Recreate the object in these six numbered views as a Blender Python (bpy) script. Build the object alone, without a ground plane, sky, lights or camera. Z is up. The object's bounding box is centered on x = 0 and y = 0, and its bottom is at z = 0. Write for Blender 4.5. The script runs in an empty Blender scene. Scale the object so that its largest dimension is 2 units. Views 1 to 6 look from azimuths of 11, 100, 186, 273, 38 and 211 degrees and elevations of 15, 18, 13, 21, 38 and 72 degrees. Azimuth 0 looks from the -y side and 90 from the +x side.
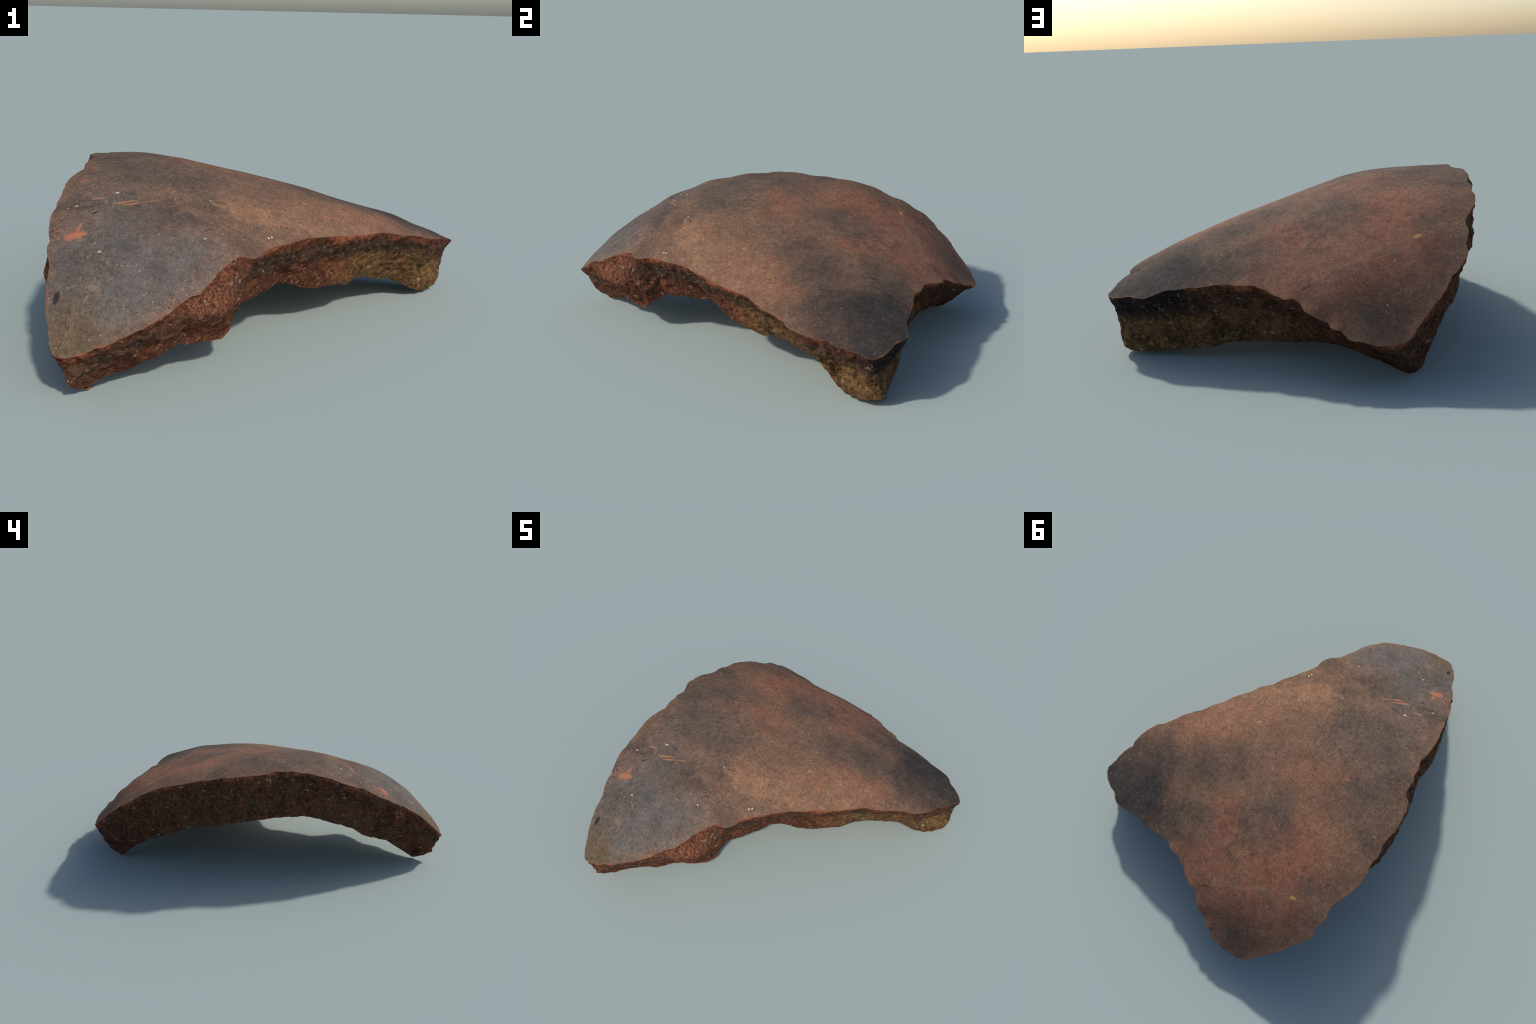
"""A broken piece of a thick, hand-made pottery vessel lying with its burnished
outer side up.  The sherd is modelled as a curved wall: a smooth outer surface
(thin-plate surface through measured points), an inner surface about 26 cm
(scaled) further in, and the three rough broken edges between the two rims."""
import bpy, math
import numpy as np
from mathutils import noise, Vector

# ---------------------------------------------------------------- shape data
# Edge of the burnished outer surface, counted from the narrow tip (+x) along
# the front break, up the left break and back along the rear break.
OUTER_RIM = np.array([
    (0.716, 0.584, 0.224), (0.727, 0.555, 0.229), (0.718, 0.527, 0.239), (0.707, 0.475, 0.253),
    (0.690, 0.420, 0.264), (0.677, 0.402, 0.268), (0.681, 0.378, 0.278), (0.672, 0.321, 0.286),
    (0.653, 0.277, 0.294), (0.633, 0.244, 0.302), (0.598, 0.213, 0.315), (0.566, 0.170, 0.328),
    (0.541, 0.134, 0.335), (0.521, 0.109, 0.342), (0.502, 0.088, 0.348), (0.462, 0.052, 0.361),
    (0.441, 0.021, 0.366), (0.415, -0.021, 0.368), (0.394, -0.043, 0.367), (0.378, -0.073, 0.374),
    (0.339, -0.126, 0.378), (0.297, -0.172, 0.389), (0.282, -0.203, 0.392), (0.228, -0.258, 0.399),
    (0.201, -0.308, 0.404), (0.168, -0.349, 0.400), (0.148, -0.386, 0.400), (0.124, -0.419, 0.400),
    (0.096, -0.468, 0.397), (0.094, -0.493, 0.395), (0.071, -0.548, 0.386), (0.023, -0.584, 0.396),
    (-0.015, -0.656, 0.376), (-0.041, -0.727, 0.345), (-0.059, -0.765, 0.324), (-0.105, -0.823, 0.306),
    (-0.140, -0.862, 0.278), (-0.202, -0.910, 0.242), (-0.250, -0.939, 0.221), (-0.303, -0.967, 0.198),
    (-0.367, -0.991, 0.175), (-0.417, -1.001, 0.159), (-0.458, -0.995, 0.169), (-0.498, -0.938, 0.238),
    (-0.529, -0.870, 0.308), (-0.542, -0.828, 0.339), (-0.553, -0.778, 0.372), (-0.574, -0.740, 0.398),
    (-0.590, -0.708, 0.416), (-0.595, -0.678, 0.433), (-0.614, -0.634, 0.455), (-0.630, -0.567, 0.498),
    (-0.629, -0.529, 0.512), (-0.636, -0.504, 0.522), (-0.644, -0.446, 0.539), (-0.652, -0.392, 0.563),
    (-0.654, -0.355, 0.577), (-0.651, -0.316, 0.585), (-0.646, -0.277, 0.591), (-0.637, -0.248, 0.597),
    (-0.647, -0.217, 0.602), (-0.652, -0.189, 0.607), (-0.650, -0.158, 0.615), (-0.660, -0.133, 0.613),
    (-0.659, -0.104, 0.613), (-0.661, -0.072, 0.616), (-0.673, -0.044, 0.612), (-0.687, -0.036, 0.613),
    (-0.701, -0.011, 0.613), (-0.710, 0.016, 0.610), (-0.711, 0.035, 0.609), (-0.715, 0.068, 0.607),
    (-0.718, 0.094, 0.605), (-0.716, 0.132, 0.598), (-0.704, 0.181, 0.591), (-0.703, 0.214, 0.589),
    (-0.711, 0.243, 0.586), (-0.715, 0.270, 0.580), (-0.706, 0.302, 0.575), (-0.706, 0.336, 0.571),
    (-0.713, 0.363, 0.566), (-0.712, 0.398, 0.558), (-0.707, 0.435, 0.549), (-0.697, 0.477, 0.539),
    (-0.681, 0.518, 0.526), (-0.660, 0.557, 0.508), (-0.656, 0.592, 0.492), (-0.663, 0.638, 0.475),
    (-0.654, 0.672, 0.456), (-0.648, 0.702, 0.433), (-0.648, 0.742, 0.413), (-0.630, 0.771, 0.391),
    (-0.607, 0.801, 0.366), (-0.584, 0.816, 0.346), (-0.570, 0.845, 0.325), (-0.543, 0.878, 0.292),
    (-0.502, 0.909, 0.251), (-0.468, 0.944, 0.216), (-0.441, 0.972, 0.184), (-0.426, 0.980, 0.168),
    (-0.389, 0.990, 0.157), (-0.324, 0.996, 0.155), (-0.276, 0.993, 0.168), (-0.225, 0.982, 0.174),
    (-0.197, 0.956, 0.196), (-0.166, 0.953, 0.207), (-0.152, 0.926, 0.213), (-0.114, 0.912, 0.232),
    (-0.071, 0.890, 0.250), (-0.054, 0.861, 0.264), (-0.025, 0.838, 0.283), (0.004, 0.839, 0.276),
    (0.030, 0.818, 0.286), (0.050, 0.809, 0.290), (0.070, 0.788, 0.296), (0.091, 0.775, 0.302),
    (0.128, 0.754, 0.308), (0.166, 0.747, 0.307), (0.188, 0.741, 0.307), (0.217, 0.718, 0.304),
    (0.268, 0.713, 0.303), (0.329, 0.714, 0.293), (0.373, 0.704, 0.291), (0.420, 0.699, 0.282),
    (0.463, 0.690, 0.277), (0.492, 0.694, 0.269), (0.551, 0.699, 0.248), (0.581, 0.684, 0.247),
    (0.618, 0.651, 0.243), (0.646, 0.640, 0.238), (0.694, 0.608, 0.227),
])
# Heights of the outer surface inside that edge.
OUTER_FORM = np.array([
    (-0.517, -0.658, 0.451), (-0.427, -0.494, 0.530), (-0.288, -0.437, 0.539), (-0.447, -0.425, 0.553),
    (-0.556, -0.528, 0.520), (-0.482, -0.551, 0.508), (-0.585, -0.362, 0.578), (-0.497, -0.474, 0.539),
    (-0.412, -0.708, 0.416), (0.091, -0.399, 0.424), (-0.097, -0.571, 0.448), (0.248, -0.062, 0.432),
    (-0.136, -0.341, 0.527), (-0.100, -0.321, 0.517), (0.152, -0.020, 0.471), (0.004, 0.046, 0.515),
    (-0.056, -0.111, 0.525), (-0.398, 0.038, 0.610), (-0.327, 0.123, 0.590), (-0.308, 0.168, 0.576),
    (-0.650, 0.203, 0.594), (-0.642, 0.423, 0.557), (-0.476, 0.637, 0.459), (-0.389, 0.732, 0.389),
    (-0.505, 0.596, 0.482), (-0.395, 0.593, 0.461), (-0.465, 0.564, 0.491), (-0.359, 0.881, 0.267),
    (-0.328, 0.819, 0.324), (-0.339, 0.790, 0.347), (0.004, 0.596, 0.399), (0.026, 0.704, 0.346),
    (0.048, 0.695, 0.347), (-0.152, 0.873, 0.272), (0.119, 0.649, 0.356), (0.108, 0.283, 0.470),
    (0.140, 0.303, 0.458), (0.345, 0.335, 0.399), (0.515, 0.221, 0.351), (0.434, 0.167, 0.382),
    (0.298, -0.106, 0.401), (0.339, 0.030, 0.410), (0.548, 0.522, 0.301), (0.108, 0.418, 0.445),
    (0.298, 0.584, 0.354), (-0.006, -0.584, 0.409), (-0.678, -0.036, 0.609), (-0.263, -0.798, 0.347),
    (-0.379, -0.835, 0.330), (-0.384, -0.947, 0.231), (-0.278, -0.915, 0.254), (-0.252, -0.717, 0.400),
    (-0.510, -0.859, 0.313), (-0.091, -0.378, 0.499), (-0.070, -0.624, 0.422), (-0.091, -0.738, 0.366),
    (0.442, 0.284, 0.377), (-0.014, -0.239, 0.504), (0.465, 0.453, 0.352), (0.453, 0.370, 0.363),
    (-0.579, 0.250, 0.592), (-0.437, 0.219, 0.584), (0.176, 0.411, 0.427), (0.280, 0.447, 0.392),
    (0.345, 0.473, 0.373), (0.414, 0.495, 0.353), (0.639, 0.569, 0.262), (-0.172, -0.292, 0.549),
    (-0.292, -0.253, 0.582), (-0.375, -0.223, 0.594), (-0.440, -0.211, 0.600), (-0.575, -0.179, 0.608),
    (-0.230, 0.830, 0.314),
])
# Edge of the inner surface, in the same order.
INNER_RIM = np.array([
    (0.672, 0.572, 0.032), (0.660, 0.535, 0.026), (0.632, 0.505, 0.012), (0.600, 0.455, 0.022),
    (0.567, 0.420, 0.038), (0.507, 0.373, 0.081), (0.470, 0.330, 0.098), (0.425, 0.280, 0.109),
    (0.373, 0.178, 0.143), (0.340, 0.107, 0.148), (0.321, 0.088, 0.132), (0.304, 0.041, 0.146),
    (0.249, -0.041, 0.155), (0.205, -0.082, 0.159), (0.173, -0.118, 0.168), (0.141, -0.146, 0.188),
    (0.080, -0.222, 0.204), (0.066, -0.255, 0.191), (0.052, -0.310, 0.194), (0.012, -0.410, 0.190),
    (-0.016, -0.440, 0.180), (-0.022, -0.500, 0.150), (-0.020, -0.535, 0.124), (-0.034, -0.557, 0.104),
    (-0.080, -0.630, 0.112), (-0.133, -0.670, 0.114), (-0.150, -0.720, 0.128), (-0.185, -0.745, 0.106),
    (-0.217, -0.754, 0.088), (-0.266, -0.768, 0.070), (-0.291, -0.757, 0.044), (-0.330, -0.815, 0.050),
    (-0.394, -0.886, 0.029), (-0.422, -0.920, 0.030), (-0.430, -0.952, 0.048), (-0.424, -0.905, 0.024),
    (-0.402, -0.850, 0.002), (-0.440, -0.838, 0.035), (-0.482, -0.802, 0.082), (-0.508, -0.768, 0.116),
    (-0.526, -0.735, 0.143), (-0.545, -0.695, 0.166), (-0.588, -0.618, 0.204), (-0.638, -0.540, 0.245),
    (-0.658, -0.489, 0.288), (-0.676, -0.416, 0.318), (-0.678, -0.303, 0.352), (-0.673, -0.245, 0.361),
    (-0.679, -0.178, 0.365), (-0.700, -0.113, 0.369), (-0.710, 0.000, 0.357), (-0.718, 0.078, 0.347),
    (-0.728, 0.134, 0.342), (-0.725, 0.213, 0.327), (-0.706, 0.268, 0.310), (-0.692, 0.310, 0.300),
    (-0.679, 0.378, 0.285), (-0.650, 0.415, 0.265), (-0.635, 0.526, 0.221), (-0.613, 0.587, 0.195),
    (-0.583, 0.622, 0.172), (-0.559, 0.674, 0.138), (-0.517, 0.745, 0.086), (-0.499, 0.785, 0.048),
    (-0.486, 0.812, 0.021), (-0.455, 0.832, 0.000), (-0.424, 0.848, 0.004), (-0.396, 0.850, 0.018),
    (-0.374, 0.818, 0.019), (-0.351, 0.805, 0.026), (-0.303, 0.800, 0.044), (-0.257, 0.795, 0.064),
    (-0.210, 0.780, 0.077), (-0.160, 0.765, 0.088), (-0.125, 0.730, 0.080), (-0.077, 0.706, 0.077),
    (-0.022, 0.692, 0.071), (0.034, 0.676, 0.067), (0.089, 0.660, 0.065), (0.144, 0.652, 0.063),
    (0.199, 0.655, 0.064), (0.256, 0.655, 0.056), (0.313, 0.662, 0.043), (0.371, 0.652, 0.037),
    (0.430, 0.641, 0.026), (0.488, 0.633, 0.021), (0.548, 0.620, 0.015), (0.607, 0.616, 0.012),
    (0.644, 0.618, 0.022), (0.666, 0.604, 0.032),
])
# Which outer-rim point faces which inner-rim point across the break.
ACROSS = [(0, 0), (2, 2), (8, 4), (11, 7), (14, 9), (19, 12), (23, 16), (28, 19), (30, 22), (32, 24), (35, 26), (37, 29),
          (40, 32), (41.2, 33.6), (42, 34), (42.6, 34.4), (43.2, 35.4), (44, 36), (45.2, 37.5), (46, 38), (47, 39), (49, 41), (50, 42), (51, 43), (52, 44), (54, 45), (57, 46), (60, 48), (63, 49),
          (69, 50), (71, 51), (73, 52), (75, 53), (77, 54), (78, 55), (81, 56), (82, 57), (84, 58), (86, 59), (87, 60), (88.5, 61), (91, 62), (93, 63),
          (96, 64), (99, 65), (100, 66), (101, 68), (102, 70), (103, 72), (104.5, 73), (106, 74), (108, 75), (110, 76), (113, 78), (116, 79.5), (119, 81),
          (121, 83), (124, 85), (126, 86), (127.5, 87), (129, 88), (131, 90)]
THICKNESS = 0.262
AROUND, ACROSS_STEPS, RINGS = 1310, 40, 80


# ------------------------------------------------------------ small helpers
class ThinPlate:
    """Smooth height surface z(x, y) through scattered points."""
    def __init__(self, pts, stiffness):
        self.c = pts[:, :2].copy()
        n = len(pts)
        P = np.c_[np.ones(n), self.c]
        A = np.zeros((n + 3, n + 3))
        A[:n, :n] = self.kernel(self.c) + stiffness * np.eye(n)
        A[:n, n:], A[n:, :n] = P, P.T
        w = np.linalg.solve(A, np.r_[pts[:, 2], 0, 0, 0])
        self.w, self.a = w[:n], w[n:]

    def kernel(self, q):
        r2 = ((q[:, None] - self.c[None]) ** 2).sum(-1)
        return 0.5 * r2 * np.log(np.maximum(r2, 1e-20))

    def __call__(self, q):
        out = [self.kernel(b) @ self.w + self.a[0] + b @ self.a[1:] for b in np.array_split(q, max(1, len(q) // 4000))]
        return np.concatenate(out)

    def normal(self, q, e=2e-3):
        gx = (self(q + [e, 0]) - self(q - [e, 0])) / (2 * e)
        gy = (self(q + [0, e]) - self(q - [0, e])) / (2 * e)
        n = np.c_[-gx, -gy, np.ones(len(q))]
        return n / np.linalg.norm(n, axis=1, keepdims=True)


def closed_curve(ctrl, at):
    """Centripetal-like Catmull-Rom through a closed list, at fractional indices."""
    n = len(ctrl)
    i = np.floor(at).astype(int)
    t = (at - i)[:, None]
    p0, p1, p2, p3 = (ctrl[(i + k) % n] for k in (-1, 0, 1, 2))
    d = np.linalg.norm(p2 - p1, axis=1, keepdims=True)
    d0 = np.maximum(np.linalg.norm(p1 - p0, axis=1, keepdims=True), 1e-6)
    d2 = np.maximum(np.linalg.norm(p3 - p2, axis=1, keepdims=True), 1e-6)
    tension = 0.72
    m1 = tension * ((p1 - p0) / d0 + (p2 - p1) / np.maximum(d, 1e-6)) / 2 * d
    m2 = tension * ((p2 - p1) / np.maximum(d, 1e-6) + (p3 - p2) / d2) / 2 * d
    return ((2 * t**3 - 3 * t**2 + 1) * p1 + (t**3 - 2 * t**2 + t) * m1
            + (-2 * t**3 + 3 * t**2) * p2 + (t**3 - t**2) * m2)


def fractal(p, scale, octaves=4, seed=0.0):
    off = Vector((seed * 7.3, seed * 3.1, seed * 5.7))
    return np.array([noise.fractal(Vector(q) * scale + off, 1.0, 2.0, octaves, noise_basis='PERLIN_ORIGINAL') for q in p])


def ridged(p, scale, octaves=4, seed=0.0):
    off = Vector((seed * 7.3, seed * 3.1, seed * 5.7))
    return np.array([noise.ridged_multi_fractal(Vector(q) * scale + off, 1.0, 2.0, octaves, 1.0, 2.0) for q in p])


def bump(x, c, w):
    return np.exp(-((x - c) / w) ** 2)


# ------------------------------------------------------------------- rims
n_out, n_in = len(OUTER_RIM), len(INNER_RIM)
# spread the samples evenly along the outer rim
seg = np.linalg.norm(np.roll(OUTER_RIM, -1, 0) - OUTER_RIM, axis=1)
cum = np.r_[0, np.cumsum(seg)]
around = np.interp(np.linspace(0, cum[-1], AROUND, endpoint=False), cum, np.arange(n_out + 1))
pairs = np.array(ACROSS, float)
inner_at = np.interp(around, pairs[:, 0], pairs[:, 1])
rim_o = closed_curve(OUTER_RIM, around)
rim_i = closed_curve(INNER_RIM, inner_at)
arc = np.linspace(0, cum[-1], AROUND, endpoint=False)
# tiny crumbling of both rims
rim_o[:, :2] += 0.0032 * np.c_[fractal(rim_o, 34, 4, 4), fractal(rim_o, 34, 4, 5)]
rim_i += 0.004 * np.c_[fractal(rim_i, 28, 3, 1), fractal(rim_i, 28, 3, 2), fractal(rim_i, 28, 3, 3)]
rim_i[:, 2] = np.maximum(rim_i[:, 2], 0.0)

outer = ThinPlate(np.vstack([OUTER_FORM, OUTER_RIM]), 1e-3)


# -------------------------------------------------------- skin surfaces
def skin(rim, height, centre, detail):
    """Concentric rings from the centre out to the rim, on a height surface."""
    levels = 1 - (1 - np.linspace(0, 1, RINGS + 1)[1:]) ** 1.25
    loops = []
    fix = rim[:, 2] - height(rim[:, :2])
    for s in levels:
        xy = centre + s * (rim[:, :2] - centre)
        z = height(xy) + fix * s ** 16
        if s < 1:
            q = np.c_[xy, z]
            z = z + detail(q) * min(1.0, (1 - s) * 12)
        loops.append(np.c_[xy, z])
    mid = np.array([[centre[0], centre[1], height(centre[None])[0]]])
    v = np.vstack([mid] + loops)
    faces = [(0, 1 + j, 1 + (j + 1) % AROUND) for j in range(AROUND)]
    for r in range(RINGS - 1):
        a, b = 1 + r * AROUND, 1 + (r + 1) * AROUND
        faces += [(a + j, b + j, b + (j + 1) % AROUND, a + (j + 1) % AROUND) for j in range(AROUND)]
    reach = np.r_[0, np.repeat(levels, AROUND)]
    return v, faces, reach


def burnish(q):
    return 0.0016 * fractal(q, 7, 2, 11)


def wiped(q):
    return 0.004 * fractal(q, 6, 3, 21)


centre_o = np.array([-0.12, 0.10])
miss = rim_o[:, 2] - outer(rim_o[:, :2])
calm = miss.copy()
for _ in range(60):
    calm = (np.roll(calm, 1) + calm + np.roll(calm, -1)) / 3
rim_o[:, 2] += np.clip(calm, -0.004, 0.004) - miss
v_out, f_out, reach_out = skin(rim_o, outer, centre_o, burnish)

# inner form: the outer form moved in along its normal by the wall thickness
g = []
for s in (0.0, 0.25, 0.45, 0.62):
    k = 1 if s == 0 else 16
    for j in range(k):
        p = rim_o[int(j * AROUND / k), :2]
        g.append(centre_o + s * (p - centre_o))
g = np.array(g)
inner_pts = np.c_[g, outer(g)] - THICKNESS * outer.normal(g)
inner = ThinPlate(np.vstack([inner_pts, INNER_RIM[::1]]), 4e-3)
centre_i = np.array([-0.13, 0.10])
v_in, f_in, reach_in = skin(rim_i, inner, centre_i, wiped)
f_in = [f[::-1] for f in f_in]

# -------------------------------------------------------- broken edges
v = np.linspace(0, 1, ACROSS_STEPS + 1)
v = 0.65 * v + 0.35 * (3 * v**2 - 2 * v**3)
along = np.roll(rim_o, -6, 0) - np.roll(rim_o, 6, 0)
along /= np.linalg.norm(along, axis=1, keepdims=True)
down = rim_i - rim_o
out_dir = np.cross(down, along)
out_dir /= np.linalg.norm(out_dir, axis=1, keepdims=True)
# smooth the direction along the rim so that corners do not fold
for _ in range(30):
    out_dir = (np.roll(out_dir, 1, 0) + out_dir + np.roll(out_dir, -1, 0)) / 3
out_dir /= np.linalg.norm(out_dir, axis=1, keepdims=True)
centre3 = np.array([-0.12, 0.05, 0.2])
flip = np.sign(((rim_o - centre3) * out_dir).sum(1).mean())
out_dir *= flip

# belly or hollow of each stretch of the break: (rim index, width, depth fraction, spread, metres)
BELLY = [
    (32.0, 1.4, 0.55, 0.30, 0.044), (33.4, 1.8, 0.36, 0.20, 0.034), (40.8, 0.8, 0.60, 0.30, 0.016),
    (29.8, 1.4, 0.45, 0.28, -0.016), (12.5, 2.0, 0.45, 0.28, -0.012),
    (19.6, 1.8, 0.55, 0.30, -0.022), (23.0, 1.5, 0.75, 0.25, -0.012), (27.0, 1.2, 0.60, 0.30, 0.002),
    (16.0, 2.5, 0.50, 0.30, -0.016), (2.0, 2.2, 0.40, 0.28, -0.016), (5.6, 1.8, 0.62, 0.28, -0.034),
    (74.0, 1.8, 0.25, 0.25, 0.008), (66.0, 3.0, 0.40, 0.30, 0.010), (57.8, 1.6, 0.40, 0.28, 0.020), (47.5, 1.2, 0.28, 0.16, 0.012), (104.5, 1.5, 0.3, 0.2, -0.008),
    (47.5, 1.5, 0.50, 0.28, 0.030), (44.2, 1.0, 0.35, 0.25, 0.030), (46.2, 2.4, 0.80, 0.20, -0.022),
    (84.0, 6.0, 0.45, 0.30, -0.010), (99.3, 1.0, 0.5, 0.30, 0.018), (104.3, 1.8, 0.45, 0.30, -0.030),
    (109.0, 2.5, 0.45, 0.30, -0.020), (114.0, 2.6, 0.45, 0.30, -0.044), (118.0, 2.0, 0.45, 0.30, -0.016),
    (127.0, 3.0, 0.45, 0.30, -0.016),
]
left_wall = np.clip((around - 42) / 2, 0, 1) * np.clip((99 - around) / 2, 0, 1)
grid = []
for k, t in enumerate(v):
    base = rim_o * (1 - t) + rim_i * t
    belly = np.zeros(AROUND)
    for c, w, d, sp, m in BELLY:
        belly += m * bump(around, c, w) * bump(t, d, sp) * min(1, t * 6) * min(1, (1 - t) * 6)
    grid.append(base + belly[:, None] * out_dir)
relief = []
for k, t in enumerate(v):
    p = grid[k]
    if k in (0, ACROSS_STEPS):
        relief.append(p)
        continue
    w = min(1.0, t * 7) * min(1.0, (1 - t) * 5)
    skew = np.c_[arc * 0.9 + t * 0.10, t * 0.26 - arc * 0.28, p[:, 2] * 0.5]
    crag = ridged(p, 17, 4, 41) - 1.1
    h = (0.009 * fractal(p, 6.5, 2, 31) + 0.006 * crag + 0.006 * np.abs(fractal(skew, 24, 3, 61)) * np.sign(fractal(p, 9, 1, 71))
         + 0.0036 * fractal(p, 48, 4, 51))
    h = h + left_wall * (0.007 * (ridged(skew, 11, 3, 81) - 1.1) + 0.006 * fractal(p, 12, 3, 91))
    relief.append(p + (w * h)[:, None] * out_dir)
grid = np.array(relief)
grid[:, :, 2] = np.maximum(grid[:, :, 2], 0.0)

# the three breaks meet at the corners
CORNERS = [0.0, 42.0, 99.5, float(n_out)]


def break_part(lo, hi):
    j0, j1 = np.searchsorted(around, lo), np.searchsorted(around, hi)
    idx = np.arange(j0, j1 + 1) % AROUND
    cols = grid[:, idx]
    m = len(idx)
    verts = cols.reshape(-1, 3)
    faces = [(k * m + j, k * m + j + 1, (k + 1) * m + j + 1, (k + 1) * m + j)
             for k in range(ACROSS_STEPS) for j in range(m - 1)]
    if flip < 0:
        pass
    depth = np.repeat(v, m) * np.tile(np.linalg.norm(down[idx], axis=1), ACROSS_STEPS + 1)
    length = np.tile(arc[j0] + np.arange(m) * (arc[1] - arc[0]), ACROSS_STEPS + 1)
    return verts, faces, np.c_[length, depth]


# ----------------------------------------------------------- node helpers
class Nodes:
    def __init__(self, name):
        self.mat = bpy.data.materials.new(name)
        self.mat.use_nodes = True
        self.t = self.mat.node_tree
        self.t.nodes.clear()
        self.coord = self.t.nodes.new('ShaderNodeTexCoord')
        self.obj = self.coord.outputs['Object']

    def new(self, kind, **kw):
        n = self.t.nodes.new(kind)
        for k, val in kw.items():
            setattr(n, k, val)
        return n

    def put(self, socket, value):
        if isinstance(value, bpy.types.NodeSocket):
            self.t.links.new(value, socket)
        elif value is not None:
            socket.default_value = value

    def math(self, op, a, b=None, c=None, clamp=False):
        n = self.new('ShaderNodeMath', operation=op, use_clamp=clamp)
        for s, val in zip(n.inputs, (a, b, c)):
            self.put(s, val)
        return n.outputs[0]

    def vmath(self, op, a, b=None, scale=None):
        n = self.new('ShaderNodeVectorMath', operation=op)
        self.put(n.inputs[0], a)
        self.put(n.inputs[1], b)
        if scale is not None:
            self.put(n.inputs['Scale'], scale)
        return n.outputs[1] if op == 'LENGTH' else n.outputs[0]

    def noise(self, vec, scale, detail=4.0, rough=0.55, color=False, distortion=0.0):
        n = self.new('ShaderNodeTexNoise')
        self.put(n.inputs['Vector'], vec)
        n.inputs['Scale'].default_value = scale
        n.inputs['Detail'].default_value = detail
        n.inputs['Roughness'].default_value = rough
        n.inputs['Distortion'].default_value = distortion
        return n.outputs['Color' if color else 'Fac']

    def voronoi(self, vec, scale, out='Distance', rand=1.0):
        n = self.new('ShaderNodeTexVoronoi')
        self.put(n.inputs['Vector'], vec)
        n.inputs['Scale'].default_value = scale
        n.inputs['Randomness'].default_value = rand
        return n.outputs[out]

    def ramp(self, x, lo, hi, a=0.0, b=1.0, smooth=True):
        n = self.new('ShaderNodeMapRange', interpolation_type='SMOOTHSTEP' if smooth else 'LINEAR', clamp=True)
        self.put(n.inputs[0], x)
        for s, val in zip(n.inputs[1:5], (lo, hi, a, b)):
            self.put(s, val)
        return n.outputs[0]

    def mix(self, fac, a, b, mode='MIX'):
        n = self.new('ShaderNodeMix', data_type='RGBA', blend_type=mode)
        self.put(n.inputs[0], fac)
        self.put(n.inputs[6], a)
        self.put(n.inputs[7], b)
        return n.outputs[2]

    def place(self, vec, loc, rot=(0, 0, 0), size=(1, 1, 1)):
        n = self.new('ShaderNodeMapping', vector_type='TEXTURE')
        self.put(n.inputs['Vector'], vec)
        n.inputs['Location'].default_value = loc
        n.inputs['Rotation'].default_value = rot
        n.inputs['Scale'].default_value = size
        return n.outputs[0]

    def stretch(self, vec, size, rot=(0, 0, 0)):
        n = self.new('ShaderNodeMapping', vector_type='POINT')
        self.put(n.inputs['Vector'], vec)
        n.inputs['Rotation'].default_value = rot
        n.inputs['Scale'].default_value = size
        return n.outputs[0]

    def patch(self, vec, x, y, rx, ry, turn=0.0, core=0.0):
        """Soft oval patch seen from above, 1 inside, 0 outside."""
        p = self.place(vec, (x, y, 0), (0, 0, math.radians(turn)), (rx * 1.3, ry * 1.3, 50.0))
        return self.ramp(self.vmath('LENGTH', p), 1.0, core)

    def after(self, vec, previous):
        """The same vector, evaluated only once `previous` is known (keeps the shader stack short)."""
        return self.vmath('ADD', vec, self.vmath('SCALE', previous, scale=1e-7))

    def patches(self, vec, rows):
        total = None
        for x, y, rx, ry, turn, strength in rows:
            if total is not None:
                vec = self.after(vec, total)
            m = self.math('MULTIPLY', self.patch(vec, x, y, rx, ry, turn), strength)
            total = m if total is None else self.math('ADD', total, m)
        return self.math('MINIMUM', total, 1.0)

    def finish(self, color, rough, height=None, bump_strength=0.3, bump_dist=0.004, spec=0.3):
        b = self.new('ShaderNodeBsdfPrincipled')
        self.put(b.inputs['Base Color'], color)
        self.put(b.inputs['Roughness'], rough)
        b.inputs['Specular IOR Level'].default_value = spec
        if height is not None:
            n = self.new('ShaderNodeBump')
            n.inputs['Strength'].default_value = bump_strength
            n.inputs['Distance'].default_value = bump_dist
            self.put(n.inputs['Height'], height)
            self.t.links.new(n.outputs[0], b.inputs['Normal'])
        o = self.new('ShaderNodeOutputMaterial')
        self.t.links.new(b.outputs[0], o.inputs['Surface'])
        return self.mat


def rgb(r, g, b):
    """sRGB 0-255 to linear."""
    lin = [(c / 255 / 12.92) if c <= 10 else ((c / 255 + 0.055) / 1.055) ** 2.4 for c in (r, g, b)]
    return (*lin, 1.0)


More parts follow.
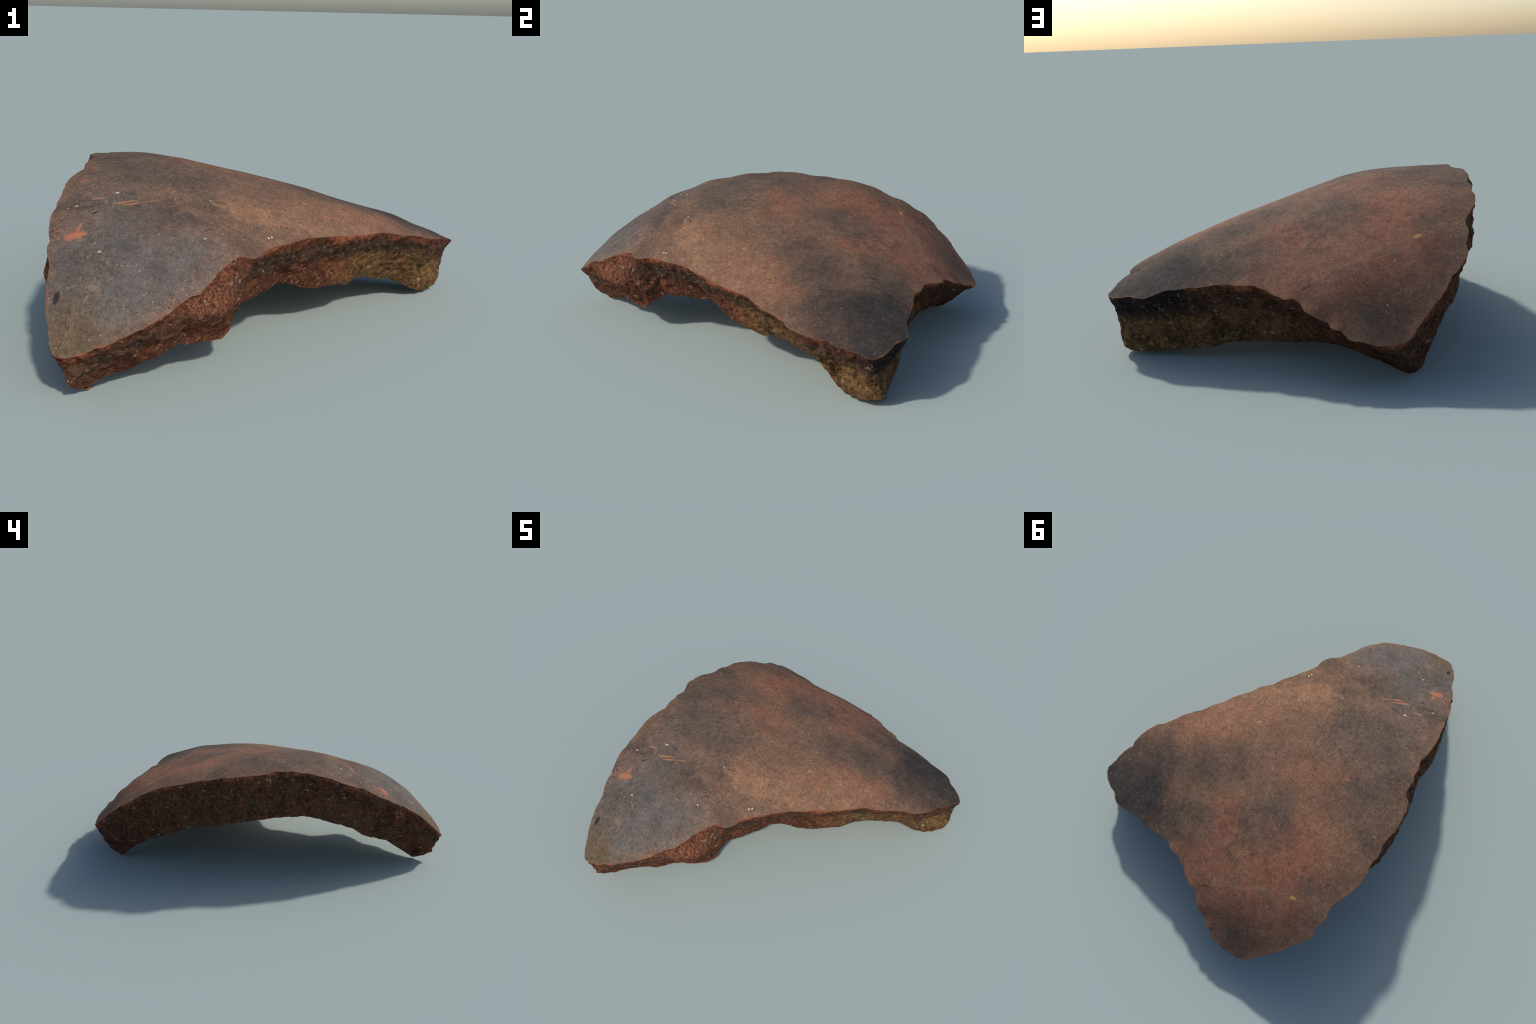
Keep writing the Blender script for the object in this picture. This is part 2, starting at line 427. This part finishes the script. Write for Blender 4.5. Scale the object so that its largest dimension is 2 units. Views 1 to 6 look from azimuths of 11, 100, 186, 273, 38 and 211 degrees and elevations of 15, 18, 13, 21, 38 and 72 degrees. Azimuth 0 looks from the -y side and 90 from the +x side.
# --------------------------------------------------- burnished outer surface
def burnished_clay():
    n = Nodes('burnished_clay')
    wob = n.vmath('SUBTRACT', n.noise(n.obj, 4.2, 4, 0.62, color=True), (0.5, 0.5, 0.5))
    fine = n.vmath('SUBTRACT', n.noise(n.obj, 40.0, 4, 0.6, color=True), (0.5, 0.5, 0.5))
    vec = n.vmath('ADD', n.obj, n.vmath('SCALE', wob, scale=0.34))
    vec = n.vmath('ADD', vec, n.vmath('SCALE', fine, scale=0.13))
    red = n.patches(vec, RED)
    tan = n.patches(vec, TAN)
    grey = n.patches(vec, GREY)
    smoke = n.patches(vec, SMOKE)
    slate = n.patches(vec, SLATE)
    olive = n.patches(vec, OLIVE)
    col = n.mix(n.noise(vec, 4.0, 3), rgb(108, 82, 67), rgb(120, 90, 71))
    col = n.mix(red, col, rgb(131, 88, 69))
    col = n.mix(tan, col, rgb(126, 96, 75))
    col = n.mix(grey, col, rgb(86, 75, 66))
    col = n.mix(slate, col, rgb(89, 83, 79))
    col = n.mix(olive, col, rgb(86, 73, 58))
    col = n.mix(smoke, col, rgb(58, 53, 50))
    haze = n.ramp(n.noise(n.after(vec, smoke), 3.4, 5, 0.62), 0.50, 0.66)
    col = n.mix(n.math('MULTIPLY', haze, 0.6), col, rgb(72, 64, 58))
    tint = n.noise(n.obj, 75.0, 3, 0.6, color=True)
    col = n.mix(0.22, col, tint, 'SOFT_LIGHT')
    # mottling of the slip: cloudy, then grainy
    cloud = n.ramp(n.noise(n.obj, 14.0, 5, 0.62), 0.32, 0.68, 0.84, 1.16, smooth=False)
    grain = n.ramp(n.noise(n.obj, 135.0, 3, 0.7), 0.34, 0.66, 0.72, 1.30, smooth=False)
    coarse = n.ramp(n.noise(n.obj, 46.0, 3, 0.6), 0.34, 0.66, 0.84, 1.17, smooth=False)
    tone = n.math('MULTIPLY', n.math('MULTIPLY', cloud, coarse), grain)
    comb = n.new('ShaderNodeCombineColor')
    for s in comb.inputs:
        n.put(s, tone)
    col = n.mix(1.0, col, comb.outputs[0], 'MULTIPLY')
    # thin pale fibre marks left by wiping, in two directions
    dust = None
    for turn, seed in ((25, 0.0), (-40, 3.0), (80, 7.0)):
        s = n.stretch(n.vmath('ADD', n.obj, (seed, seed, seed)), (190, 22, 60), (0, 0, math.radians(turn)))
        f = n.ramp(n.noise(s, 1.0, 2, 0.5), 0.60, 0.70)
        dust = f if dust is None else n.math('MAXIMUM', dust, f)
    dusty = n.ramp(n.noise(n.obj, 5.5, 4, 0.6), 0.42, 0.66)
    col = n.mix(n.math('MULTIPLY', n.math('MULTIPLY', dust, dusty), n.ramp(smoke, 0.1, 0.7, 0.42, 0.10)), col, rgb(150, 122, 92))
    # small mineral specks, pale and dark
    cell = n.voronoi(n.obj, 62.0)
    pick = n.voronoi(n.obj, 62.0, 'Color')
    sep = n.new('ShaderNodeSeparateColor')
    n.put(sep.inputs[0], pick)
    pale = n.math('MULTIPLY', n.ramp(cell, 0.20, 0.10), n.ramp(sep.outputs[0], 0.80, 0.86))
    col = n.mix(n.math('MULTIPLY', pale, 0.7), col, rgb(176, 150, 122))
    cell2 = n.voronoi(n.stretch(n.obj, (1.0, 0.55, 1.0), (0, 0, 0.6)), 75.0)
    pick2 = n.voronoi(n.stretch(n.obj, (1.0, 0.55, 1.0), (0, 0, 0.6)), 75.0, 'Color')
    sep2 = n.new('ShaderNodeSeparateColor')
    n.put(sep2.inputs[0], pick2)
    pit = n.math('MULTIPLY', n.ramp(cell2, 0.24, 0.12), n.ramp(sep2.outputs[0], 0.86, 0.90))
    col = n.mix(n.math('MULTIPLY', pit, 0.7), col, rgb(40, 32, 28))
    # flaked places where the orange body shows
    ragged = n.vmath('SUBTRACT', n.noise(n.obj, 60.0, 4, 0.65, color=True), (0.5, 0.5, 0.5))
    for x1, y1, x2, y2, half, rag, opacity, tone in MARKS:
        jag = n.after(n.vmath('ADD', n.obj, n.vmath('SCALE', ragged, scale=rag)), col)
        turn, reach = math.atan2(y2 - y1, x2 - x1), math.hypot(x2 - x1, y2 - y1) / 2 + half
        p = n.place(jag, ((x1 + x2) / 2, (y1 + y2) / 2, 0), (0, 0, turn), (reach, half, 50.0))
        col = n.mix(n.math('MULTIPLY', n.ramp(n.vmath('LENGTH', p), 1.15, 0.6), opacity), col, rgb(*tone))
    # worn line next to the break
    uv = n.new('ShaderNodeSeparateXYZ')
    n.put(uv.inputs[0], n.coord.outputs['UV'])
    edge = n.math('ADD', uv.outputs[1], n.math('MULTIPLY', n.math('SUBTRACT', n.noise(n.obj, 24.0, 5, 0.7), 0.52), 0.05))
    col = n.mix(n.math('MULTIPLY', n.ramp(edge, 0.005, -0.003), 0.65), col, rgb(120, 78, 54))
    height = n.math('ADD', n.noise(n.obj, 130.0, 4, 0.7), n.math('MULTIPLY', pit, -1.2))
    rough = n.ramp(n.noise(n.obj, 30.0, 3), 0.3, 0.7, 0.82, 0.92)
    return n.finish(col, rough, height, 0.25, 0.003, 0.10)


# rows: x, y, half-length, half-width, turn in degrees, strength
RED = [(0.02, 0.49, 0.134, 0.183, -151, 0.8), (-0.02, 0.70, 0.24, 0.16, -152, 0.8), (-0.35, 0.54, 0.26, 0.20, -151, 0.8),
       (-0.20, 0.84, 0.28, 0.14, -151, 0.8), (-0.24, 0.07, 0.204, 0.15, -151, 0.6), (0.35, 0.09, 0.199, 0.136, -153, 0.6),
       (-0.38, 0.38, 0.15, 0.16, -150, 0.6), (-0.40, 0.23, 0.084, 0.107, -150, 0.3), (0.14, -0.05, 0.137, 0.109, -152, 0.4),
       (-0.45, 0.75, 0.24, 0.22, -151, 0.7)]
TAN = [(0.14, -0.26, 0.265, 0.135, -153, 0.7), (0.29, 0.03, 0.186, 0.125, -153, 0.5), (-0.07, -0.25, 0.167, 0.152, -151, 0.5),
       (0.12, 0.06, 0.135, 0.114, -151, 0.4), (0.21, 0.46, 0.138, 0.136, -152, 0.35)]
GREY = [(-0.26, -0.19, 0.218, 0.188, -149, 0.7), (-0.52, -0.12, 0.26, 0.24, -146, 0.75), (-0.50, 0.09, 0.223, 0.13, -147, 0.6),
        (-0.17, 0.36, 0.141, 0.162, -151, 0.7), (0.10, 0.24, 0.169, 0.20, -152, 0.4), (-0.70, 0.18, 0.168, 0.138, -147, 0.55),
        (-0.03, 0.06, 0.155, 0.122, -151, 0.35), (0.25, 0.60, 0.198, 0.131, -151, 0.7), (-0.45, -0.42, 0.28, 0.26, 0, 0.6),
        (-0.27, 0.89, 0.12, 0.03, -151, 0.25), (0.03, -0.08, 0.123, 0.065, -152, 0.4), (-0.53, 0.57, 0.073, 0.05, -150, 0.5),
        (0.35, 0.35, 0.234, 0.144, -152, 0.4), (-0.38, 0.93, 0.20, 0.03, -170, 0.35), (-0.62, 0.66, 0.10, 0.16, 0, 0.4)]
OLIVE = [(-0.36, -0.99, 0.20, 0.09, 10, 0.7), (0.12, 0.01, 0.124, 0.104, -151, 0.4), (0.10, 0.14, 0.079, 0.146, -152, 0.35), (0.23, 0.47, 0.15, 0.102, -152, 0.35),
         (-0.74, 0.06, 0.127, 0.213, -146, 0.45), (-0.72, 0.40, 0.177, 0.091, -147, 0.4), (-0.48, -0.90, 0.12, 0.20, -132, 0.6),
         (-0.60, -0.45, 0.096, 0.199, -139, 0.3)]
SMOKE = [(0.40, 0.64, 0.34, 0.18, -8, 0.36), (0.70, 0.58, 0.42, 0.38, -153, 0.78), (0.48, 0.50, 0.34, 0.28, -153, 0.36), (0.40, 0.35, 0.189, 0.135, -152, 0.3),
         (0.14, 0.20, 0.16, 0.10, -60, 0.4), (-0.20, -0.49, 0.20, 0.08, -147, 0.45),
         (-0.44, -0.72, 0.16, 0.12, 30, 0.3), (0.46, 0.64, 0.22, 0.14, 0, 0.25)]
SLATE = [(-0.45, -0.80, 0.24, 0.22, 0, 0.45), (-0.26, -0.71, 0.36, 0.28, -136, 0.6), (-0.44, -0.61, 0.28, 0.26, -138, 0.45), (-0.12, -0.70, 0.146, 0.147, -141, 0.5),
         (-0.50, -0.44, 0.139, 0.219, -142, 0.45), (-0.36, -0.86, 0.28, 0.18, 10, 0.45)]
# strokes and spots on the skin: from (x, y) to (x, y), half-width, raggedness, opacity, colour
MARKS = [
    (-0.533, -0.668, -0.498, -0.652, 0.016, 0.036, 0.9, (158, 98, 74)), (-0.511, -0.645, -0.511, -0.611, 0.007, 0.016, 0.85, (154, 100, 74)),
    (-0.500, -0.655, -0.480, -0.648, 0.008, 0.014, 0.85, (158, 100, 74)), (-0.592, -0.642, -0.560, -0.630, 0.004, 0.010, 0.5, (150, 98, 72)),
    (-0.427, -0.494, -0.396, -0.480, 0.0075, 0.012, 0.85, (150, 106, 78)), (-0.412, -0.482, -0.362, -0.462, 0.0052, 0.012, 0.8, (150, 106, 78)),
    (-0.404, -0.500, -0.350, -0.474, 0.0045, 0.010, 0.9, (156, 106, 76)), (-0.360, -0.478, -0.286, -0.437, 0.0028, 0.004, 0.85, (146, 106, 78)),
    (-0.520, -0.482, -0.478, -0.468, 0.007, 0.010, 0.75, (142, 104, 78)), (-0.600, -0.366, -0.574, -0.358, 0.007, 0.008, 0.85, (142, 94, 72)),
    (0.238, -0.068, 0.258, -0.056, 0.007, 0.007, 0.85, (158, 96, 68)), (-0.657, 0.202, -0.643, 0.204, 0.006, 0.006, 0.8, (150, 104, 66)),
    (-0.262, 0.700, -0.279, 0.730, 0.011, 0.022, 0.7, (142, 108, 78)), (-0.285, 0.690, -0.340, 0.668, 0.014, 0.030, 0.6, (144, 110, 78)),
    (-0.300, 0.704, -0.410, 0.676, 0.020, 0.040, 0.3, (108, 98, 80)), (-0.140, 0.735, -0.235, 0.728, 0.014, 0.040, 0.35, (134, 112, 92)),
    (-0.486, 0.634, -0.468, 0.640, 0.008, 0.006, 0.9, (186, 142, 92)), (-0.508, 0.597, -0.502, 0.595, 0.005, 0.004, 0.8, (160, 118, 74)),
    (-0.530, 0.560, -0.510, 0.590, 0.030, 0.030, 0.5, (86, 80, 68)), (-0.260, 0.900, -0.310, 0.918, 0.014, 0.020, 0.5, (84, 80, 72)),
    (-0.402, 0.036, -0.386, 0.040, 0.007, 0.010, 0.6, (146, 110, 86)), (0.062, -0.285, 0.026, -0.232, 0.006, 0.010, 0.45, (150, 126, 96)),
    (0.150, -0.024, 0.156, -0.018, 0.008, 0.008, 0.6, (158, 132, 92)), (0.048, -0.228, 0.056, -0.224, 0.006, 0.006, 0.6, (158, 132, 92)),
    (-0.080, -0.315, -0.118, -0.330, 0.006, 0.012, 0.6, (58, 48, 42)), (-0.038, -0.458, -0.050, -0.450, 0.004, 0.006, 0.7, (50, 40, 36)),
    (-0.082, -0.505, -0.108, -0.518, 0.003, 0.004, 0.8, (40, 32, 30)), (-0.170, -0.488, -0.178, -0.478, 0.020, 0.020, 0.4, (50, 46, 46)),
    (-0.230, -0.478, -0.270, -0.495, 0.022, 0.030, 0.35, (50, 46, 46)), (-0.494, -0.880, -0.494, -0.860, 0.011, 0.012, 0.85, (34, 32, 32)),
    (-0.492, -0.560, -0.472, -0.543, 0.0032, 0.002, 0.95, (26, 23, 22)), (-0.052, 0.810, -0.086, 0.796, 0.004, 0.010, 0.7, (46, 38, 34)),
    (-0.450, -0.427, -0.444, -0.423, 0.0044, 0.004, 0.8, (200, 190, 178)), (-0.560, -0.529, -0.552, -0.527, 0.0044, 0.004, 0.7, (176, 156, 140)),
    (0.095, -0.392, 0.095, -0.390, 0.0040, 0.003, 0.8, (200, 192, 182)), (0.087, -0.406, 0.087, -0.404, 0.0040, 0.003, 0.8, (200, 192, 182)),
    (-0.098, -0.571, -0.096, -0.571, 0.0034, 0.001, 0.85, (200, 192, 182)), (-0.136, -0.341, -0.134, -0.341, 0.0036, 0.002, 0.8, (186, 172, 156)),
    (-0.360, 0.881, -0.357, 0.881, 0.0036, 0.001, 0.75, (166, 160, 158)), (-0.390, 0.732, -0.388, 0.732, 0.0036, 0.001, 0.75, (176, 156, 130)),
    (-0.403, -0.830, -0.365, -0.836, 0.010, 0.016, 0.3, (150, 118, 100)), (-0.413, -0.708, -0.410, -0.707, 0.0055, 0.003, 0.75, (180, 156, 118)),
]


# ------------------------------------------------------------- broken clay
def broken_clay():
    n = Nodes('broken_clay')
    wob = n.vmath('SUBTRACT', n.noise(n.obj, 9.0, 5, 0.65, color=True), (0.5, 0.5, 0.5))
    vec = n.vmath('ADD', n.obj, n.vmath('SCALE', wob, scale=0.20))
    uv = n.new('ShaderNodeSeparateXYZ')
    n.put(uv.inputs[0], n.coord.outputs['UV'])
    depth = n.math('ADD', uv.outputs[1], n.math('MULTIPLY', n.math('SUBTRACT', n.noise(n.obj, 16.0, 5, 0.7), 0.5), 0.11))
    # crumbly grain and short torn fibres running along the wall
    crumb = n.noise(n.obj, 58.0, 7, 0.72)
    swirl = n.vmath('ADD', n.coord.outputs['UV'], n.vmath('SCALE', wob, scale=0.26))
    fibre = n.noise(n.stretch(swirl, (55, 120, 1), (0, 0, 0.6)), 1.0, 5, 0.7)
    patchy = n.noise(n.obj, 13.0, 5, 0.65)
    mixed = n.math('ADD', n.math('MULTIPLY', crumb, 0.48), n.math('ADD', n.math('MULTIPLY', fibre, 0.24), n.math('MULTIPLY', patchy, 0.28)))
    light = n.ramp(mixed, 0.40, 0.60)
    front = n.mix(light, rgb(52, 32, 25), rgb(116, 68, 45))
    left = n.mix(n.ramp(n.noise(n.obj, 11.0, 4, 0.6), 0.4, 0.6), n.mix(light, rgb(56, 36, 27), rgb(106, 77, 55)), n.mix(light, rgb(58, 33, 24), rgb(120, 76, 52)))
    ochre = n.mix(light, rgb(60, 41, 28), rgb(136, 103, 64))
    core = n.mix(light, rgb(46, 36, 29), rgb(98, 74, 56))
    col = front
    # grey-brown unburnt core a little under the skin of the front break
    band = n.math('MULTIPLY', n.ramp(depth, 0.025, 0.055), n.ramp(depth, 0.145, 0.095))
    col = n.mix(n.math('MULTIPLY', band, 0.8), col, core)
    near_tip = n.math('MULTIPLY', n.ramp(n.noise(n.obj, 21.0, 5, 0.7), 0.34, 0.56, 0.35, 1.0), n.patches(vec, [(0.58, 0.42, 0.40, 0.42, 0, 1.4), (0.30, 0.68, 0.55, 0.24, 0, 1.0), (0.34, 0.14, 0.20, 0.22, 0, 0.8)]))
    col = n.mix(n.math('MULTIPLY', near_tip, n.ramp(depth, 0.05, 0.15)), col, ochre)
    rear = n.patches(vec, [(0.20, 0.80, 0.60, 0.34, 0, 1.3), (-0.25, 0.95, 0.40, 0.26, 0, 1.2)])
    col = n.mix(n.math('MULTIPLY', n.math('MULTIPLY', rear, 0.7), n.ramp(depth, 0.17, 0.08)), col, n.mix(light, rgb(44, 29, 24), rgb(104, 68, 48)))
    col = n.mix(n.ramp(sepx(n, vec), -0.34, -0.54), col, left)
    # sooty band under the rear rim, close to the tip
    soot = n.patches(vec, [(0.62, 0.66, 0.24, 0.20, -20, 1.5), (0.46, 0.70, 0.16, 0.12, 0, 0.6)])
    ruff = n.math('ADD', depth, n.math('MULTIPLY', n.math('SUBTRACT', n.noise(n.obj, 30.0, 5, 0.7), 0.5), 0.09))
    soot = n.math('MULTIPLY', n.math('MULTIPLY', soot, n.ramp(ruff, 0.12, 0.05)), n.ramp(n.noise(n.obj, 90.0, 4, 0.7), 0.30, 0.55, 0.55, 1.0))
    col = n.mix(soot, col, rgb(26, 25, 25))
    # oxidised orange line just under the burnished skin
    ox = n.ramp(depth, 0.034, 0.004)
    ox = n.math('MULTIPLY', ox, n.ramp(n.noise(n.obj, 10.0, 5, 0.7), 0.46, 0.60))
    ox = n.math('MULTIPLY', ox, n.math('SUBTRACT', 1.0, soot))
    col = n.mix(n.math('MULTIPLY', ox, 0.85), col, n.mix(light, rgb(112, 58, 38), rgb(182, 106, 70)))
    # fresh red chip in the front break
    chip = n.patches(vec, [(-0.03, -0.72, 0.20, 0.17, 0, 1.3)])
    chip = n.math('MULTIPLY', chip, n.ramp(depth, 0.20, 0.10))
    col = n.mix(n.math('MULTIPLY', chip, 0.75), col, n.mix(n.ramp(n.noise(n.obj, 85.0, 5, 0.75), 0.40, 0.62), rgb(62, 36, 27), rgb(150, 94, 68)))
    # dark voids and temper grains
    holes = n.ramp(n.noise(n.stretch(n.obj, (1, 1, 1.8)), 26.0, 5, 0.7), 0.35, 0.27)
    col = n.mix(n.math('MULTIPLY', holes, 0.85), col, rgb(24, 19, 18))
    grain = n.ramp(n.noise(n.obj, 150.0, 3, 0.75), 0.32, 0.68, 0.58, 1.42, smooth=False)
    comb = n.new('ShaderNodeCombineColor')
    for s in comb.inputs:
        n.put(s, grain)
    col = n.mix(1.0, col, comb.outputs[0], 'MULTIPLY')
    jig = n.vmath('ADD', n.obj, n.vmath('SCALE', n.vmath('SUBTRACT', n.noise(n.obj, 70.0, 3, 0.6, color=True), (0.5, 0.5, 0.5)), scale=0.026))
    for scale, lo, cut, amount, stretch, turn in ((40.0, 0.20, 0.89, 0.65, (1, 0.55, 1.3), 0.4), (85.0, 0.26, 0.84, 0.6, (0.55, 1, 1.4), 1.2),
                                                  (24.0, 0.18, 0.90, 0.75, (1, 1, 1.2), 0.0), (60.0, 0.22, 0.87, 0.55, (1.3, 0.6, 0.6), 2.0)):
        s = n.stretch(jig, stretch, (0.3, 0, turn))
        sep = n.new('ShaderNodeSeparateColor')
        n.put(sep.inputs[0], n.voronoi(s, scale, 'Color'))
        m = n.math('MULTIPLY', n.ramp(n.voronoi(s, scale), lo + 0.10, lo), n.ramp(sep.outputs[1], cut, cut + 0.03))
        col = n.mix(n.math('MULTIPLY', m, amount), col, n.mix(sep.outputs[0], rgb(140, 98, 72), rgb(172, 154, 138)))
    height = n.math('ADD', n.math('ADD', n.noise(n.obj, 80.0, 6, 0.72), n.math('MULTIPLY', fibre, 0.7)), n.math('MULTIPLY', holes, -0.6))
    return n.finish(col, 0.88, height, 0.8, 0.009, 0.15)


def sepx(n, vec):
    s = n.new('ShaderNodeSeparateXYZ')
    n.put(s.inputs[0], vec)
    return s.outputs[0]


# ------------------------------------------------------------ inner surface
def wiped_clay():
    n = Nodes('wiped_clay')
    cloud = n.noise(n.obj, 6.0, 6, 0.62)
    col = n.mix(n.ramp(cloud, 0.35, 0.65), rgb(92, 66, 48), rgb(128, 94, 66))
    grain = n.ramp(n.noise(n.obj, 110.0, 4, 0.7), 0.25, 0.75, 0.76, 1.24, smooth=False)
    comb = n.new('ShaderNodeCombineColor')
    for s in comb.inputs:
        n.put(s, grain)
    col = n.mix(1.0, col, comb.outputs[0], 'MULTIPLY')
    return n.finish(col, 0.85, n.noise(n.obj, 60.0, 6, 0.7), 0.5, 0.006, 0.2)


# ---------------------------------------------------------------- assembly
def mesh_object(name, verts, faces, mat, parent, uv=None):
    me = bpy.data.meshes.new(name)
    me.from_pydata([tuple(p) for p in verts], [], faces)
    me.update()
    me.materials.append(mat)
    me.polygons.foreach_set('use_smooth', np.ones(len(me.polygons), bool))
    if uv is not None:
        layer = me.uv_layers.new(name='layers')
        loops = np.empty(len(me.loops), int)
        me.loops.foreach_get('vertex_index', loops)
        layer.data.foreach_set('uv', uv[loops].astype(np.float32).ravel())
    ob = bpy.data.objects.new(name, me)
    bpy.context.scene.collection.objects.link(ob)
    ob.parent = parent
    return ob


sherd = bpy.data.objects.new('pottery_sherd', None)
bpy.context.scene.collection.objects.link(sherd)
sherd['label'] = 'thick curved triangular pottery fragment with smoky reddish-brown burnished surface'
sherd['category'] = 'pottery sherd'

skin_mat, break_mat, inside_mat = burnished_clay(), broken_clay(), wiped_clay()
rim_gap = (1 - reach_out) * np.r_[0.6, np.tile(np.linalg.norm(rim_o[:, :2] - centre_o, axis=1), RINGS)]
mesh_object('outer_surface', v_out, f_out, skin_mat, sherd, np.c_[np.r_[0, np.tile(arc, RINGS)], rim_gap])
mesh_object('inner_surface', v_in, f_in, inside_mat, sherd)
for lo, hi in zip(CORNERS[:-1], CORNERS[1:]):
    verts, faces, uv = break_part(lo, hi)
    mesh_object('broken_edge', verts, faces, break_mat, sherd, uv)
